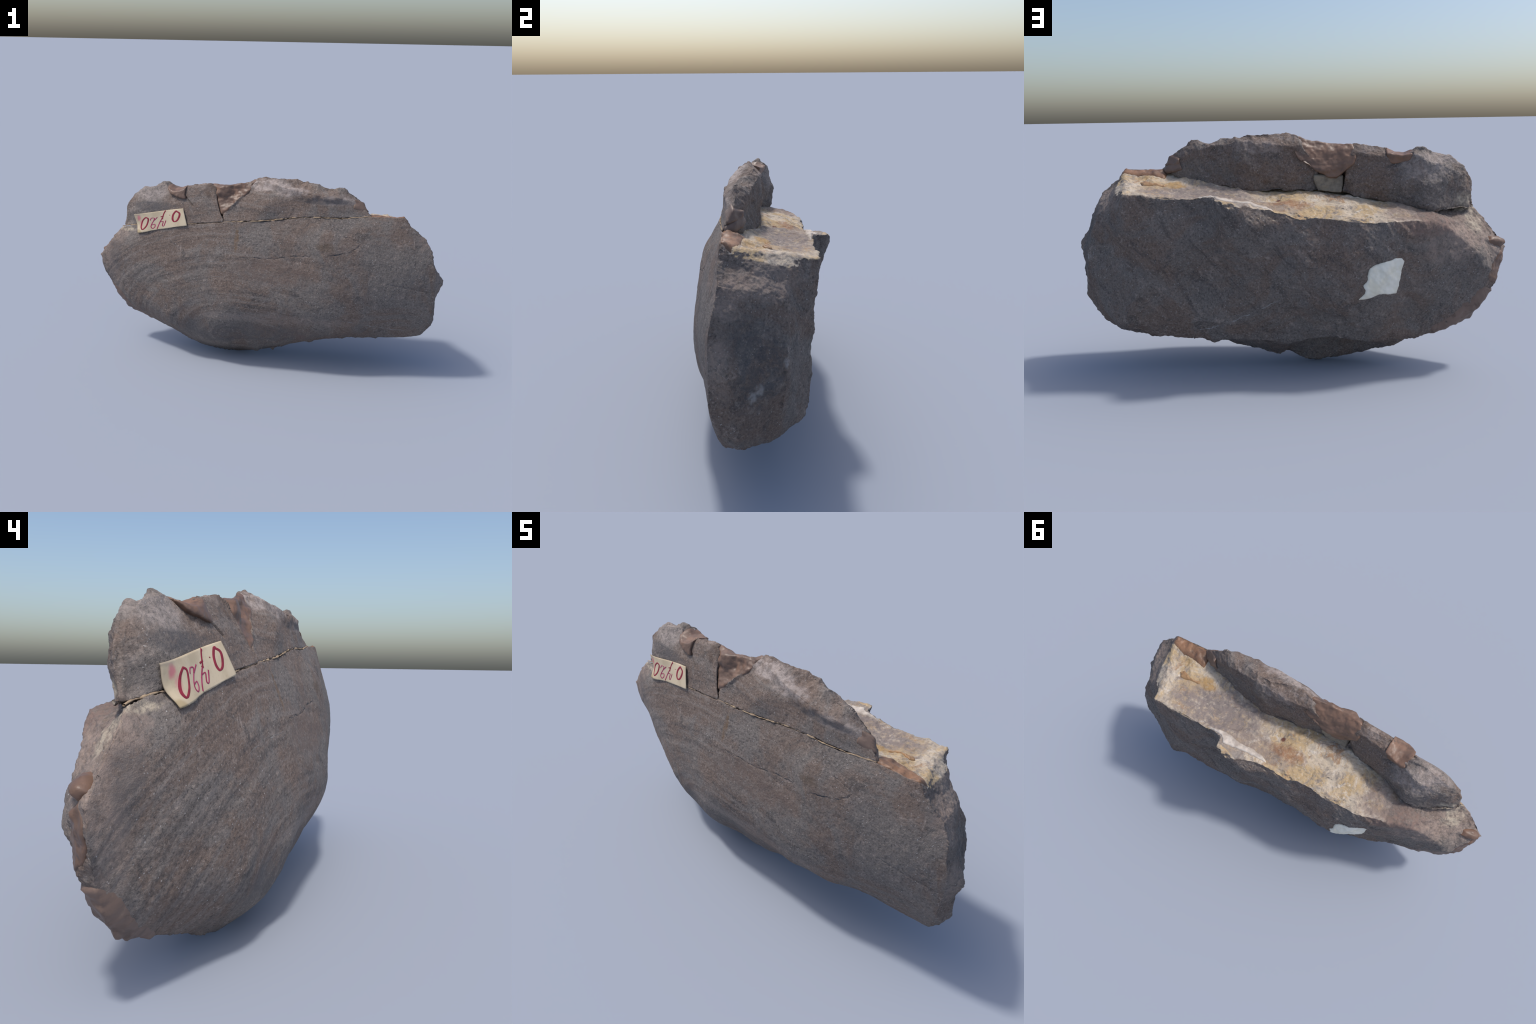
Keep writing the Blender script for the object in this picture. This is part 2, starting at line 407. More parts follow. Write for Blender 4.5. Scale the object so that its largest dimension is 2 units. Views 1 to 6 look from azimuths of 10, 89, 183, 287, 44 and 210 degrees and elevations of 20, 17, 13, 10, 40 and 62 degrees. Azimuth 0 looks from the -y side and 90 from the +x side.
def stone(name, ledge=False, slab=False):
    M = Mat(name, .72, .3)
    x, y, z = M.xyz()[0], M.xyz()[1], M.xyz()[2]
    grey, brown = (.172, .149, .135), (.176, .128, .103)
    dark, pale = (.080, .071, .068), (.33, .27, .235)
    c = M.mix(M.step(M.noise(3.6, 8, .68, .8), .42, .58), grey, brown)
    c = M.mix(M.step(M.noise(9, 8, .72, 1.0), .54, .68, 0, .8), c, dark)
    c = M.mix(M.step(M.noise(6.5, 8, .72, 1.2), .54, .66, 0, .38), c, (.235, .185, .158))
    c = M.mix(M.step(M.noise(24, 8, .75, .5), .54, .68, 0, .68), c, pale)
    # growth bands and fibres about the beak of the shell
    x0 = M.math('ADD', x, .15)
    xa = M.math('ADD', M.math('MULTIPLY', M.math('MINIMUM', x0, 0.0), .667), M.math('MULTIPLY', M.math('MAXIMUM', x0, 0.0), .333)); zz = M.math('SUBTRACT', z, .2)
    g = M.math('SQRT', M.math('ADD', M.math('POWER', xa, 2.0), M.math('POWER', zz, 2.0)))
    g = M.math('ADD', g, M.math('MULTIPLY', M.noise(4, 3), .03))
    cmb = M.t.nodes.new("ShaderNodeCombineXYZ")
    M.link(M.math('MULTIPLY', g, 40.0), cmb.inputs[0]); M.link(M.math('MULTIPLY', x, 2.2), cmb.inputs[1]); M.link(M.math('MULTIPLY', y, 2.2), cmb.inputs[2])
    band = M.noise(1.0, 7, .72, .3, cmb.outputs[0])
    bandmask = M.math('MULTIPLY', M.step(y, .0, -.10, .25, 1), M.step(M.math('ADD', M.noise(5, 3), M.math('MULTIPLY', x, -.25)), .38, .62, .3, 1))
    c = M.mix(M.math('MULTIPLY', M.step(band, .50, .64), M.math('MULTIPLY', bandmask, .55)), c, (.245, .215, .195))
    c = M.mix(M.math('MULTIPLY', M.step(band, .50, .36), M.math('MULTIPLY', bandmask, .6)), c, (.085, .075, .072))
    # diagonal foliation streaks on the back wall
    turn = M.mapped((0, 0, 0), (0, math.radians(-40), 0))
    squash = M.t.nodes.new("ShaderNodeMapping"); squash.inputs["Scale"].default_value = (15, 5, 4); M.link(turn, squash.inputs[0])
    fol = M.noise(1.0, 8, .72, .8, squash.outputs[0])
    bk = M.step(y, .06, .14)
    c = M.mix(M.math('MULTIPLY', M.step(fol, .54, .68), M.math('MULTIPLY', bk, .55)), c, (.255, .205, .178))
    c = M.mix(M.math('MULTIPLY', M.step(fol, .47, .34), M.math('MULTIPLY', bk, .65)), c, (.075, .065, .062))
    # grain: dark and pale crystals
    gr = M.noise(120, 5, .8)
    c = M.mix(M.step(gr, .50, .34, 0, .75), c, (.048, .043, .042))
    c = M.mix(M.step(gr, .52, .70, 0, .60), c, (.34, .295, .265))
    sp = M.math('MULTIPLY', M.step(M.voronoi(75), .18, .10), M.step(M.noise(31, 2), .50, .56))
    c = M.mix(M.math('MULTIPLY', sp, .65), c, (.46, .44, .43))
    brk = M.step(M.noise(38, 7, .75, .4), .40, .58, .25, 1)
    def patch(centre, radii, col, amt=.7, **k):
        nonlocal c
        c = M.mix(M.math('MULTIPLY', M.math('MULTIPLY', M.spot(centre, radii, **k), min(1, amt * 1.25)), brk), c, col)
    pink, cream = (.33, .255, .215), (.47, .40, .31)
    if slab:
        for ctr, r, a in (((-.66, -.03, .95), (.10, .08, .05), .55), ((.02, -.08, 1.045), (.13, .06, .03), .75),
                          ((.14, -.11, 1.03), (.10, .05, .03), .6), ((.40, -.12, .99), (.12, .05, .025), .5),
                          ((-.50, .0, .99), (.06, .05, .03), .4), ((-.60, .05, .93), (.10, .05, .06), .45),
                          ((.12, .02, 1.02), (.10, .04, .03), .4), ((-.35, -.02, 1.01), (.07, .05, .02), .4)):
            patch(ctr, r, (.40, .34, .31), a, wobble=.9, scale=26)
        patch((.33, -.14, .985), (.17, .05, .016), (.07, .068, .072), .6, wobble=.6)
        patch((-.62, -.09, .885), (.14, .08, .03), (.095, .088, .090), .6, wobble=.5)
        patch((-.80, .02, .775), (.045, .06, .04), cream, .6, wobble=.9, scale=30)
        patch((-.31, -.06, 1.0), (.03, .06, .05), (.09, .06, .045), .5)
    else:
        # broken rim left of the shell and the front-right rim
        for ctr, r, a in (((-.93, -.02, .60), (.10, .12, .10), .55), ((-.80, .06, .66), (.14, .10, .07), .6),
                          ((-.92, -.09, .42), (.05, .05, .12), .35), ((-.86, -.07, .70), (.06, .05, .06), .5),
                          ((.90, -.10, .80), (.07, .05, .10), .45), ((.97, -.12, .60), (.03, .04, .14), .4),
                          ((-.72, .12, .62), (.16, .08, .10), .45), ((.83, .06, .80), (.10, .16, .05), .45),
                          ((.10, -.24, .33), (.5, .08, .03), .25)):
            patch(ctr, r, pink, a, wobble=.9, scale=24)
        for ctr, r, a in (((-.87, .01, .69), (.07, .06, .06), .75), ((-.80, -.06, .735), (.09, .04, .014), .75)):
            patch(ctr, r, cream, a, wobble=1.0, scale=30)
        patch((.93, .0, .56), (.06, .12, .17), (.082, .080, .084), .55, wobble=.5)  # right end facet tinted dark bluish for the shade on its +x side
        for ctr in ((.91, .10, .555), (.935, .005, .48), (.94, -.02, .455)):
            patch(ctr, (.03, .015, .022), (.33, .31, .30), .6, wobble=.6, scale=40)
        patch((-.89, -.10, .58), (.05, .06, .09), (.085, .083, .086), .5)
        patch((.10, -.25, .60), (.20, .08, .07), (.150, .108, .090), .55)
        patch((-.05, -.24, .20), (.5, .08, .08), (.105, .098, .100), .5, wobble=.6)
        patch((.25, -.25, .19), (.05, .06, .035), (.155, .095, .085), .7, wobble=.3)
        patch((-.13, -.20, .76), (.012, .06, .07), (.17, .105, .06), .6, wobble=.4, scale=30)
        patch((.36, -.21, .755), (.05, .06, .02), (.12, .085, .06), .5)
        # red mudstone skin on the back, left of the ledge
        patch((-.62, .15, .70), (.17, .10, .05), (.225, .155, .130), .7, wobble=.6)
    if ledge:
        # pale calcite crust on the ledge: within a centimetre of the break plane
        zp = M.math('ADD', M.math('MULTIPLY', x, .097), M.math('MULTIPLY_ADD', y, -.262, .8125))
        s = M.math('SUBTRACT', z, zp)
        s = M.math('ADD', s, M.math('MULTIPLY_ADD', M.noise(16, 4), .012, -.006))
        geo = M.t.nodes.new("ShaderNodeNewGeometry")
        sep = M.t.nodes.new("ShaderNodeSeparateXYZ"); M.link(geo.outputs["Normal"], sep.inputs[0])
        m = M.math('MULTIPLY', M.step(s, -.030, -.024), M.step(sep.outputs[2], .50, .68))
        m = M.math('MULTIPLY', m, M.math('MULTIPLY', M.step(y, -.10, -.085), M.step(M.math('ADD', x, M.math('MULTIPLY_ADD', M.noise(9, 4), .16, -.08)), -.60, -.52)))
        m = M.math('MULTIPLY', m, M.step(z, .64, .67))
        lc = M.mix(M.step(M.noise(7, 7, .68, .6), .42, .58), (.53, .445, .345), (.48, .35, .20))
        lc = M.mix(M.step(M.noise(13, 8, .75, .8), .52, .62, 0, .85), lc, (.62, .555, .48))
        lc = M.mix(M.step(M.noise(8, 8, .75, 1.0), .50, .62, 0, .85), lc, (.235, .205, .188))
        lc = M.mix(M.step(M.noise(11.5, 7, .72, 1.0), .57, .66, 0, .75), lc, (.32, .175, .085))
        lc = M.mix(M.step(M.noise(55, 6, .8), .52, .62, 0, .7), lc, (.25, .20, .165))
        lc = M.mix(M.step(M.noise(110, 5, .8), .54, .68, 0, .6), lc, (.66, .60, .52))
        for ctr, r, col, a in (((.37, .11, .83), (.27, .12, .06), (.235, .195, .180), .95),
                               ((.10, .17, .79), (.18, .05, .06), (.24, .19, .165), .85),
                               ((-.52, .12, .74), (.10, .14, .06), (.26, .20, .175), .8),
                               ((-.02, .13, .775), (.085, .035, .05), (.29, .155, .085), .85),
                               ((.50, .02, .86), (.05, .03, .05), (.44, .27, .10), .8),
                               ((.66, -.03, .88), (.035, .025, .05), (.40, .26, .12), .6),
                               ((-.60, .06, .74), (.07, .03, .04), (.24, .15, .07), .7),
                               ((.037, .077, .79), (.012, .012, .03), (.13, .045, .035), .9)):
            w = .25 if r[0] < .03 else .7
            lc = M.mix(M.math('MULTIPLY', M.math('MULTIPLY', M.spot(ctr, r, wobble=w, scale=18), a), M.step(M.noise(42, 6, .75), .36, .54, .35, 1)), lc, col)
        c = M.mix(m, c, lc)
    h = M.math('ADD', M.noise(70, 6, .7), M.math('MULTIPLY', M.noise(260, 3, .7), .5))
    M.bump(h, .9, .005)
    return M.done(c)

def resin(name, base=(.135, .084, .061), tint=(.215, .124, .082), rough=.45, pale=.12):
    M = Mat(name, rough, .45)
    c = M.mix(M.step(M.noise(9, 4, .6, .5), .38, .66), base, tint)
    c = M.mix(M.step(M.noise(20, 5, .65), .56, .74, 0, pale), c, (.40, .31, .22))
    c = M.mix(M.step(M.noise(13, 6, .7, .8), .52, .66, 0, .7), c, (.080, .052, .040))  # dark blotches painted into the resin for the shadow in its crevices
    c = M.mix(M.step(M.noise(60, 5, .75), .56, .72, 0, .5), c, (.085, .055, .042))
    M.bump(M.noise(55, 4, .6), .35, .004)
    return M.done(c)

def plain(name, a, b, scale=20, rough=.85, bump=.3, grain=120):
    M = Mat(name, rough, .2)
    c = M.mix(M.step(M.noise(scale, 5, .65), .38, .64), a, b)
    M.bump(M.noise(grain, 4, .7), bump, .002)
    return M.done(c)

# ------------------------------------------------------------------ build the stone bodies
root = bpy.data.objects.new("fossil_rock_specimen", None)
bpy.context.scene.collection.objects.link(root)
root["label"] = "grey fossil shell rock slab with brown repairs and paper label"
root["category"] = "fossil rock"

stone_block = stone("stone_block", ledge=True)
stone_slab = stone("stone_slab", slab=True)

def make_block():
    me = remesh(solid_from_stations(BLOCK, F, B), VOXEL, 1)
    P, shell = weather(me, 3)
    # block standing proud of the back wall under the ledge, with a sharp right-hand step
    edge_x = .288 + fbm(P, 9, 3, seed=70) * .012 - (.82 - P[:, 2]) * .10
    step = sstep(edge_x + .006, edge_x - .004, P[:, 0]) * sstep(-.02, .20, P[:, 0]) * sstep(.58, .70, P[:, 2])
    wall = sstep(.16, .20, P[:, 1]) * sstep(.0, .3, normals(me)[:, 1])
    P[:, 1] += .016 * (step - .5) * wall * sstep(.50, .62, P[:, 2]) * sstep(.6, .4, P[:, 0]) * sstep(-.1, .1, P[:, 0])
    # diagonal foliation of the back wall
    st = np.stack([(P[:, 0] + P[:, 2]) * 2.2, P[:, 1] * 4, (P[:, 0] - P[:, 2]) * 13], 1)
    P[:, 1] += (fbm(st, 1.0, 4, .6, 71) * .0055 + facets(st * .55, 1.0, 72) * .004) * wall
    q = P[:, [0, 2]]
    front = (shell > .3)
    for line, w, dep in (
        ([(-.105,.665),(-.065,.669),(-.012,.670),(.023,.663)], .005, .003),
        ([(.030,.666),(.093,.674),(.153,.685)], .0045, .004), ([(.175,.690),(.23,.698),(.289,.710)], .005, .003),
        ([(.382,.713),(.432,.722),(.489,.737),(.529,.760),(.542,.779)], .005, .006),
        ([(.542,.779),(.526,.795),(.484,.810),(.443,.812),(.385,.805)], .004, .003),
        ([(.701,.569),(.793,.555),(.876,.540),(.935,.523)], .008, .005)):
        d = polyline_distance(q, line)
        P[:, 1] += front * dep * .7 * sstep(w, 0, d + np.abs(fbm(P, 30, 3, seed=77)) * .004)
    set_coords(me, P)
    return me, shell

block_mesh, shell_w = make_block()

def slab_mesh(stations, seed, back_inner=()):
    backsheet = Sheet([s[-1] for s in stations] + list(back_inner), 1e-4)
    me = remesh(solid_from_stations(stations, F, backsheet), VOXEL)
    P, shell = weather(me, seed, .85, .018)
    # hairline break running down from the small resin notch of the left piece
    d = polyline_distance(P[:, [0, 2]], [(-.447, .955), (-.425, .935), (-.400, .912)])
    P[:, 1] += (shell > .3) * .010 * sstep(.006, 0, d)
    P[:, 2] -= .0035  # settle the piece on the glue line
    set_coords(me, P)
    return me

right_mesh = slab_mesh(SLAB_RIGHT, 31)
left_mesh = slab_mesh(SLAB_LEFT, 57, [(-.51, .062, .87), (-.40, .020, .88), (-.62, .075, .86)])

def bvh_of(*meshes):
    vs, fs = [], []
    for me in meshes:
        o = len(vs); vs += [v.co.copy() for v in me.vertices]
        fs += [[i + o for i in p.vertices] for p in me.polygons]
    return BVHTree.FromPolygons(vs, fs)

block_bvh = bvh_of(block_mesh)
slab_bvh = bvh_of(right_mesh, left_mesh)
all_bvh = bvh_of(block_mesh, right_mesh, left_mesh)

def split_regions(me, labels, names, mat, parent):
    """Separate one surface into named regions that keep the whole body's normals."""
    N = normals(me); P = coords(me)
    polys = np.array([list(p.vertices) if len(p.vertices) == 4 else list(p.vertices) + [p.vertices[-1]] for p in me.polygons])
    pl = np.median(labels[polys], axis=1).astype(int)
    for k, nm in enumerate(names):
        sel = polys[pl == k]
        used, inv = np.unique(sel.ravel(), return_inverse=True)
        faces = [list(dict.fromkeys(f)) for f in inv.reshape(-1, 4).tolist()]
        m = bpy.data.meshes.new(nm); m.from_pydata(P[used].tolist(), [], faces); m.update()
        m.polygons.foreach_set("use_smooth", [True] * len(m.polygons))
        m.normals_split_custom_set_from_vertices(N[used].tolist())
        m.materials.append(mat)
        ob = bpy.data.objects.new(nm, m); bpy.context.scene.collection.objects.link(ob); ob.parent = parent

P = coords(block_mesh); N = normals(block_mesh)
plane = P[:, 2] - (.8125 + .097 * P[:, 0] - .262 * P[:, 1])
lab = np.zeros(len(P), int)
lab[shell_w > .4] = 1
lab[(plane > -.04) & (N[:, 2] > .45) & (P[:, 1] > -.12) & (P[:, 0] > -.62) & (shell_w <= .4)] = 2
split_regions(block_mesh, lab, ["rock_matrix", "shell_surface", "calcite_ledge"], stone_block, root)
for me in (right_mesh, left_mesh):
    me.name = "upper_slab"; me.materials.append(stone_slab)
    ob = bpy.data.objects.new("upper_slab", me); bpy.context.scene.collection.objects.link(ob); ob.parent = root

# ------------------------------------------------------------------ coats: thin stuff lying on the stone
def coat(name, outline, direction, bvh, thick, mat, parent, step=.006, edge=.012, lump=.3, seed=0, sink=.006, origin=None, up=None):
    """A layer with domed edges laid on the stone. outline: 3D points, seen along `direction`."""
    d = Vector(direction).normalized()
    u = (Vector(up) if up else (Vector((0, 0, 1)) if abs(d.z) < .8 else Vector((0, 1, 0))))
    a = d.cross(u).normalized(); b = a.cross(d)
    O = np.array(outline, float)
    A, Bv, D = np.array(a), np.array(b), np.array(d)
    poly = resample(np.stack([O @ A, np.zeros(len(O)), O @ Bv], 1), 6)
    jit = fbm(poly * 1.0, 45, 3, seed=seed) * .004
    c0 = poly.mean(0); r = poly - c0
    poly = poly + r / (np.linalg.norm(r, axis=1)[:, None] + 1e-9) * jit[:, None]
    V, T = fill_sheet(poly, lambda x, z: np.zeros(len(x)), step)
    n = len(poly); loop = np.vstack([poly, poly[:1]])[:, [0, 2]]
    dist = polyline_distance(V[:, [0, 2]], [tuple(p) for p in loop])
    base = (O @ D).min() - .5
    top, bot = [], []
    hit_d = np.full(len(V), np.nan)
    for k, v in enumerate(V):
        o = Vector(A * v[0] + Bv * v[2] + D * base)
        h = bvh.ray_cast(o, d, 2.0)
        if h[0] is not None: hit_d[k] = h[3] + base
    ref = np.nanmedian(hit_d)
    lo = (O @ D).min() - .04; hi = (O @ D).max() + .05
    hit_d = np.where(np.isnan(hit_d), hi, np.clip(hit_d, lo, hi))
    W = V[:, [0]] * A + V[:, [2]] * Bv + hit_d[:, None] * D
    prof = np.sqrt(np.clip(1 - (1 - np.clip(dist / edge, 0, 1)) ** 2, 0, 1))
    th = thick * prof * (1 + lump * fbm(W, 30, 3, seed=seed + 5)) + .0006
    top = W - D * th[:, None]; bot = W + D * sink
    m = len(V)
    faces = [t for t in T] + [[i + m for i in t[::-1]] for t in T]
    cnt = {}
    for t in T:
        for i in range(len(t)):
            e = (t[i], t[(i + 1) % len(t)]); cnt[e] = cnt.get(e, 0) + 1
    for (i, j) in list(cnt):
        if (j, i) not in cnt: faces.append([j, i, i + m, j + m])
    ob = new_object(name, np.vstack([top, bot]), faces, parent)
    bm = bmesh.new(); bm.from_mesh(ob.data); bmesh.ops.recalc_face_normals(bm, faces=bm.faces); bm.to_mesh(ob.data); bm.free()
    ob.data.materials.append(mat)
    return ob

def ribbon(name, line, width, lift, bvh, axis_y, mat, parent, seed=0):
    """Thin vein following a polyline (x, z) on the front (axis_y=1) or the back (-1)."""
    L = np.array(line, float)
    seg = np.linalg.norm(np.diff(L, axis=0), axis=1); s = np.concatenate([[0], np.cumsum(seg)])
    t = np.arange(0, s[-1], .005)
    c = np.stack([np.interp(t, s, L[:, 0]), np.interp(t, s, L[:, 1])], 1)
    p3 = np.stack([c[:, 0], np.zeros(len(c)), c[:, 1]], 1)
    c[:, 1] += fbm(p3, 25, 4, .6, seed=seed) * .007
    tan = np.gradient(c, axis=0); tan /= np.linalg.norm(tan, axis=1)[:, None]
    nor = np.stack([-tan[:, 1], tan[:, 0]], 1)
    w = width * np.sqrt(np.sin(np.pi * np.clip(t / s[-1], .01, .99))) * (.65 + .6 * fbm(p3, 40, 2, seed=seed + 3))
    w = np.clip(w * sstep(-.45, .05, fbm(p3, 14, 2, seed=seed + 7)), .0004, None)
    V = []
    for k in range(len(c)):
        for f in (-1, 0, 1):
            q = c[k] + nor[k] * w[k] * f
            h = bvh.ray_cast(Vector((q[0], -axis_y * 2, q[1])), Vector((0, axis_y, 0)), 4)
            yy = h[0].y if h[0] else F(q[0], q[1])[0]
            V.append((q[0], yy - axis_y * (lift if f == 0 else -.0008), q[1]))
    faces = []
    for k in range(len(c) - 1):
        for f in (0, 1):
            a = k * 3 + f; faces.append((a, a + 1, a + 4, a + 3))
    ob = new_object(name, V, faces, parent); ob.data.materials.append(mat)
    return ob

resin_brown = resin("resin_brown")
resin_rust = resin("resin_rust", (.15, .082, .050), (.26, .140, .078), .5, .45)
resin_dull = resin("resin_dull", (.155, .105, .082), (.185, .125, .098), .5, .12)
plaster = plain("plaster_grey", (.27, .235, .185), (.17, .15, .125), 25)
glue = plain("glue_tan", (.36, .27, .18), (.22, .165, .12), 40)
white_paint = plain("white_paint", (.82, .79, .70), (.72, .68, .56), 14, .6, .35, 90)
vein_pale = plain("vein_pale", (.29, .275, .265), (.20, .185, .175), 60)
crack_dark = plain("crack_dark", (.050, .050, .055), (.075, .072, .075), 60)

# white paint dab on the back
patch2d = [(-.464,.558),(-.492,.554),(-.504,.538),(-.494,.487),(-.488,.435),(-.476,.392),(-.435,.392),(-.401,.398),
           (-.359,.383),(-.309,.379),(-.334,.409),(-.329,.444),(-.345,.479),(-.357,.522),(-.390,.535),(-.431,.551)]
coat("paint_patch", [(x, .2, z) for x, z in patch2d], (0, -1, 0), block_bvh, .0035, white_paint, root, edge=.006, lump=.2, seed=3, sink=.003)

# resin run along the lower left edge
coat("resin_strip", [(-.915,-.040,.385),(-.868,-.062,.332),(-.806,-.064,.255),(-.750,-.058,.198),(-.690,-.045,.160),(-.645,-.01,.145),
      (-.660,.030,.190),(-.740,.028,.262),(-.815,.030,.335),(-.878,.025,.395)],
     (.80, -.12, .55), block_bvh, .008, resin_dull, root, edge=.012, lump=.5, seed=8)
coat("resin_strip", [(-.965,-.030,.560),(-.970,-.050,.520),(-.965,-.045,.470),(-.945,-.022,.425),(-.925,.01,.40),(-.905,.04,.437),(-.925,.03,.482),(-.945,.005,.53)],
     (.95, -.25, .15), block_bvh, .006, resin_brown, root, edge=.012, lump=.8, seed=9)
coat("resin_lump", [(-.985,-.045,.585),(-.965,-.030,.612),(-.930,-.005,.618),(-.915,.012,.595),(-.945,.0,.565),(-.975,-.03,.555)],
     (.80, -.35, -.45), block_bvh, .022, resin_brown, root, edge=.022, lump=.3, seed=12)

# rusty resin on the front right corner of the ledge, and small smears
coat("resin_smear", [(.585,-.120,.92),(.68,-.122,.925),(.765,-.118,.92),(.775,-.085,.91),(.70,-.055,.9),(.64,-.05,.89),(.56,-.04,.89),(.555,-.08,.9)],
     (0, .1, -1), block_bvh, .006, resin_rust, root, edge=.018, lump=.8, seed=21)
coat("resin_smear", [(.655,.035,.87),(.64,.055,.865),(.60,.052,.865),(.57,.045,.865),(.54,.04,.86),(.545,.025,.86),(.565,.035,.865),(.60,.036,.87),(.635,.020,.87)],
     (0, 0, -1), block_bvh, .007, resin("resin_ochre", (.36,.22,.11), (.30,.17,.08)), root, step=.004, edge=.008, lump=.2, seed=23)
# raised flake of pale calcite along the back edge of the ledge
coat("calcite_flake", [(.385,.212,.81),(.345,.218,.81),(.300,.222,.81),(.270,.252,.81),(.20,.240,.81),(.12,.226,.80),(.05,.218,.79),(.085,.200,.79),(.13,.198,.80),(.20,.205,.81),(.245,.196,.81),(.29,.196,.81),(.345,.203,.81)],
     (0, 0, -1), block_bvh, .005, plain("calcite_pale", (.56,.50,.44), (.36,.31,.27), 22), root, step=.005, edge=.005, lump=.5, seed=41)
# folded resin flap on the right end of the slab
coat("resin_flap", [(.55,-.095,.997),(.55,-.070,.978),(.55,-.049,.971),(.55,-.049,.937),(.55,-.080,.935),(.55,-.117,.932),(.55,-.115,.975)],
     (-1, 0, -.05), slab_bvh, .010, resin_dull, root, edge=.008, lump=.15, seed=31)
coat("resin_flap", [(.55,-.117,.940),(.55,-.090,.946),(.55,-.049,.940),(.55,-.045,.893),(.55,-.080,.902),(.55,-.118,.918)],
     (-1, 0, .45), slab_bvh, .018, resin_dull, root, edge=.007, lump=.15, seed=33)

# ------------------------------------------------------------------ resin fillings between the slab pieces
FILL = [
 ((-.305,-.058,1.020), (-.300,-.040,1.024), (-.305,-.022,1.000)),
 ((-.240,-.088,1.018), (-.220,-.060,1.028), (-.220,-.030,1.000)),
 ((-.160,-.070,1.036), (-.140,-.050,1.040), (-.130,-.028,1.005)),
 ((-.090,-.065,1.048), (-.085,-.045,1.056), (-.060,-.014,1.020)),
 ((-.045,-.052,1.060), (-.045,-.025,1.064), (-.025, .012,1.000)),
 ((-.080,-.084,1.010), (-.080,-.030,1.000), (-.045, .010,.960)),
 ((-.140,-.112,.955), (-.130,-.030,.950), (-.120, .006,.920)),
 ((-.195,-.130,.905), (-.185,-.040,.890), (-.180, .002,.886)),
 ((-.226,-.138,.872), (-.215,-.050,.868), (-.225,-.004,.884)),
 ((-.245,-.118,.910), (-.250,-.050,.900), (-.275,-.004,.915)),
 ((-.275,-.088,.965), (-.280,-.040,.960), (-.305,-.008,.955)),
]
def filling(name, stations, mat, seed, amp, front_pts, back_pts, voxel=.004):
    fs = Sheet([s[0] for s in stations] + front_pts, 1e-4); bs = Sheet([s[-1] for s in stations] + back_pts, 1e-4)
    me = remesh(solid_from_stations(stations, fs, bs, 6, 4), voxel, 4)
    P = coords(me); N = normals(me)
    st = P * np.array([1, 1, 1.7])
    d = fbm(st, 13, 3, .5, seed) * amp + (np.abs(vnoise(P * 14, seed + 4)) - .3) * amp * -.9 + fbm(P, 70, 2, .5, seed) * .0012
    set_coords(me, P + N * d[:, None])
    me.name = name; me.materials.append(mat)
    ob = bpy.data.objects.new(name, me); bpy.context.scene.collection.objects.link(ob); ob.parent = root
    return ob
filling("resin_filling", FILL, resin_brown, 5, .008, [(-.17,-.085,.985), (-.22,-.095,.985), (-.19,-.100,.95), (-.2,-.112,.93)], [(-.17,.000,.95), (-.19,.006,.915)])
PLUG = [
 ((-.255,-.060,.885), (-.255,-.040,.890), (-.250,-.022,.885)), ((-.130,-.060,.900), (-.130,-.040,.900), (-.120,-.008,.890)),
 ((-.140,-.070,.830), (-.140,-.050,.826), (-.140,-.016,.820)), ((-.250,-.070,.815), (-.250,-.050,.812), (-.245,-.018,.812)),
]
filling("plaster_plug", PLUG, plaster, 9, .003, [], [])
NOTCH = [
 ((-.566,-.048,.990), (-.560,.000,1.006), (-.550,.040,.984)), ((-.525,-.082,.978), (-.520,-.020,.990), (-.510,.036,.978)),
 ((-.480,-.086,.986), (-.480,-.030,.993), (-.475,.022,.982)), ((-.447,-.074,1.005), (-.445,-.045,1.010), (-.440,.012,.986)),
 ((-.452,-.094,.965), (-.455,-.040,.960), (-.450,.008,.952)), ((-.440,-.104,.940), (-.445,-.050,.940), (-.470,.010,.940)),
 ((-.500,-.098,.950), (-.500,-.040,.945), (-.520,.028,.945)), ((-.545,-.078,.965), (-.540,-.020,.960), (-.545,.036,.958)),
]
filling("resin_filling", NOTCH, resin_brown, 15, .002, [], [])

# ------------------------------------------------------------------ glue line of the seam
def seam_bead():
    pts = [s[0] for s in BLOCK[:12]]
    L = np.array(pts); seg = np.linalg.norm(np.diff(L, axis=0), axis=1); s = np.concatenate([[0], np.cumsum(seg)])
    t = np.arange(0, s[-1], .004)
    C = np.stack([np.interp(t, s, L[:, k]) for k in range(3)], 1)
    C[:, 1] = F(C[:, 0], C[:, 2]) + .004
    C[:, 2] += fbm(C, 30, 3, seed=2) * .002 + .001
    r = .0026 * (1 + 1.1 * fbm(C, 45, 3, seed=6)); r = np.clip(r, .0006, None)
    V, Fs = [], []
    for k in range(len(C)):
        for a in range(6):
            ang = a / 6 * 2 * math.pi
            V.append((C[k, 0], C[k, 1] + math.cos(ang) * r[k] * 1.4, C[k, 2] + math.sin(ang) * r[k]))
        if k:
            for a in range(6):
                b = (a + 1) % 6; o = k * 6
                Fs.append((o - 6 + a, o - 6 + b, o + b, o + a))
    ob = new_object("glue_bead", V, Fs, root); ob.data.materials.append(glue)
seam_bead()

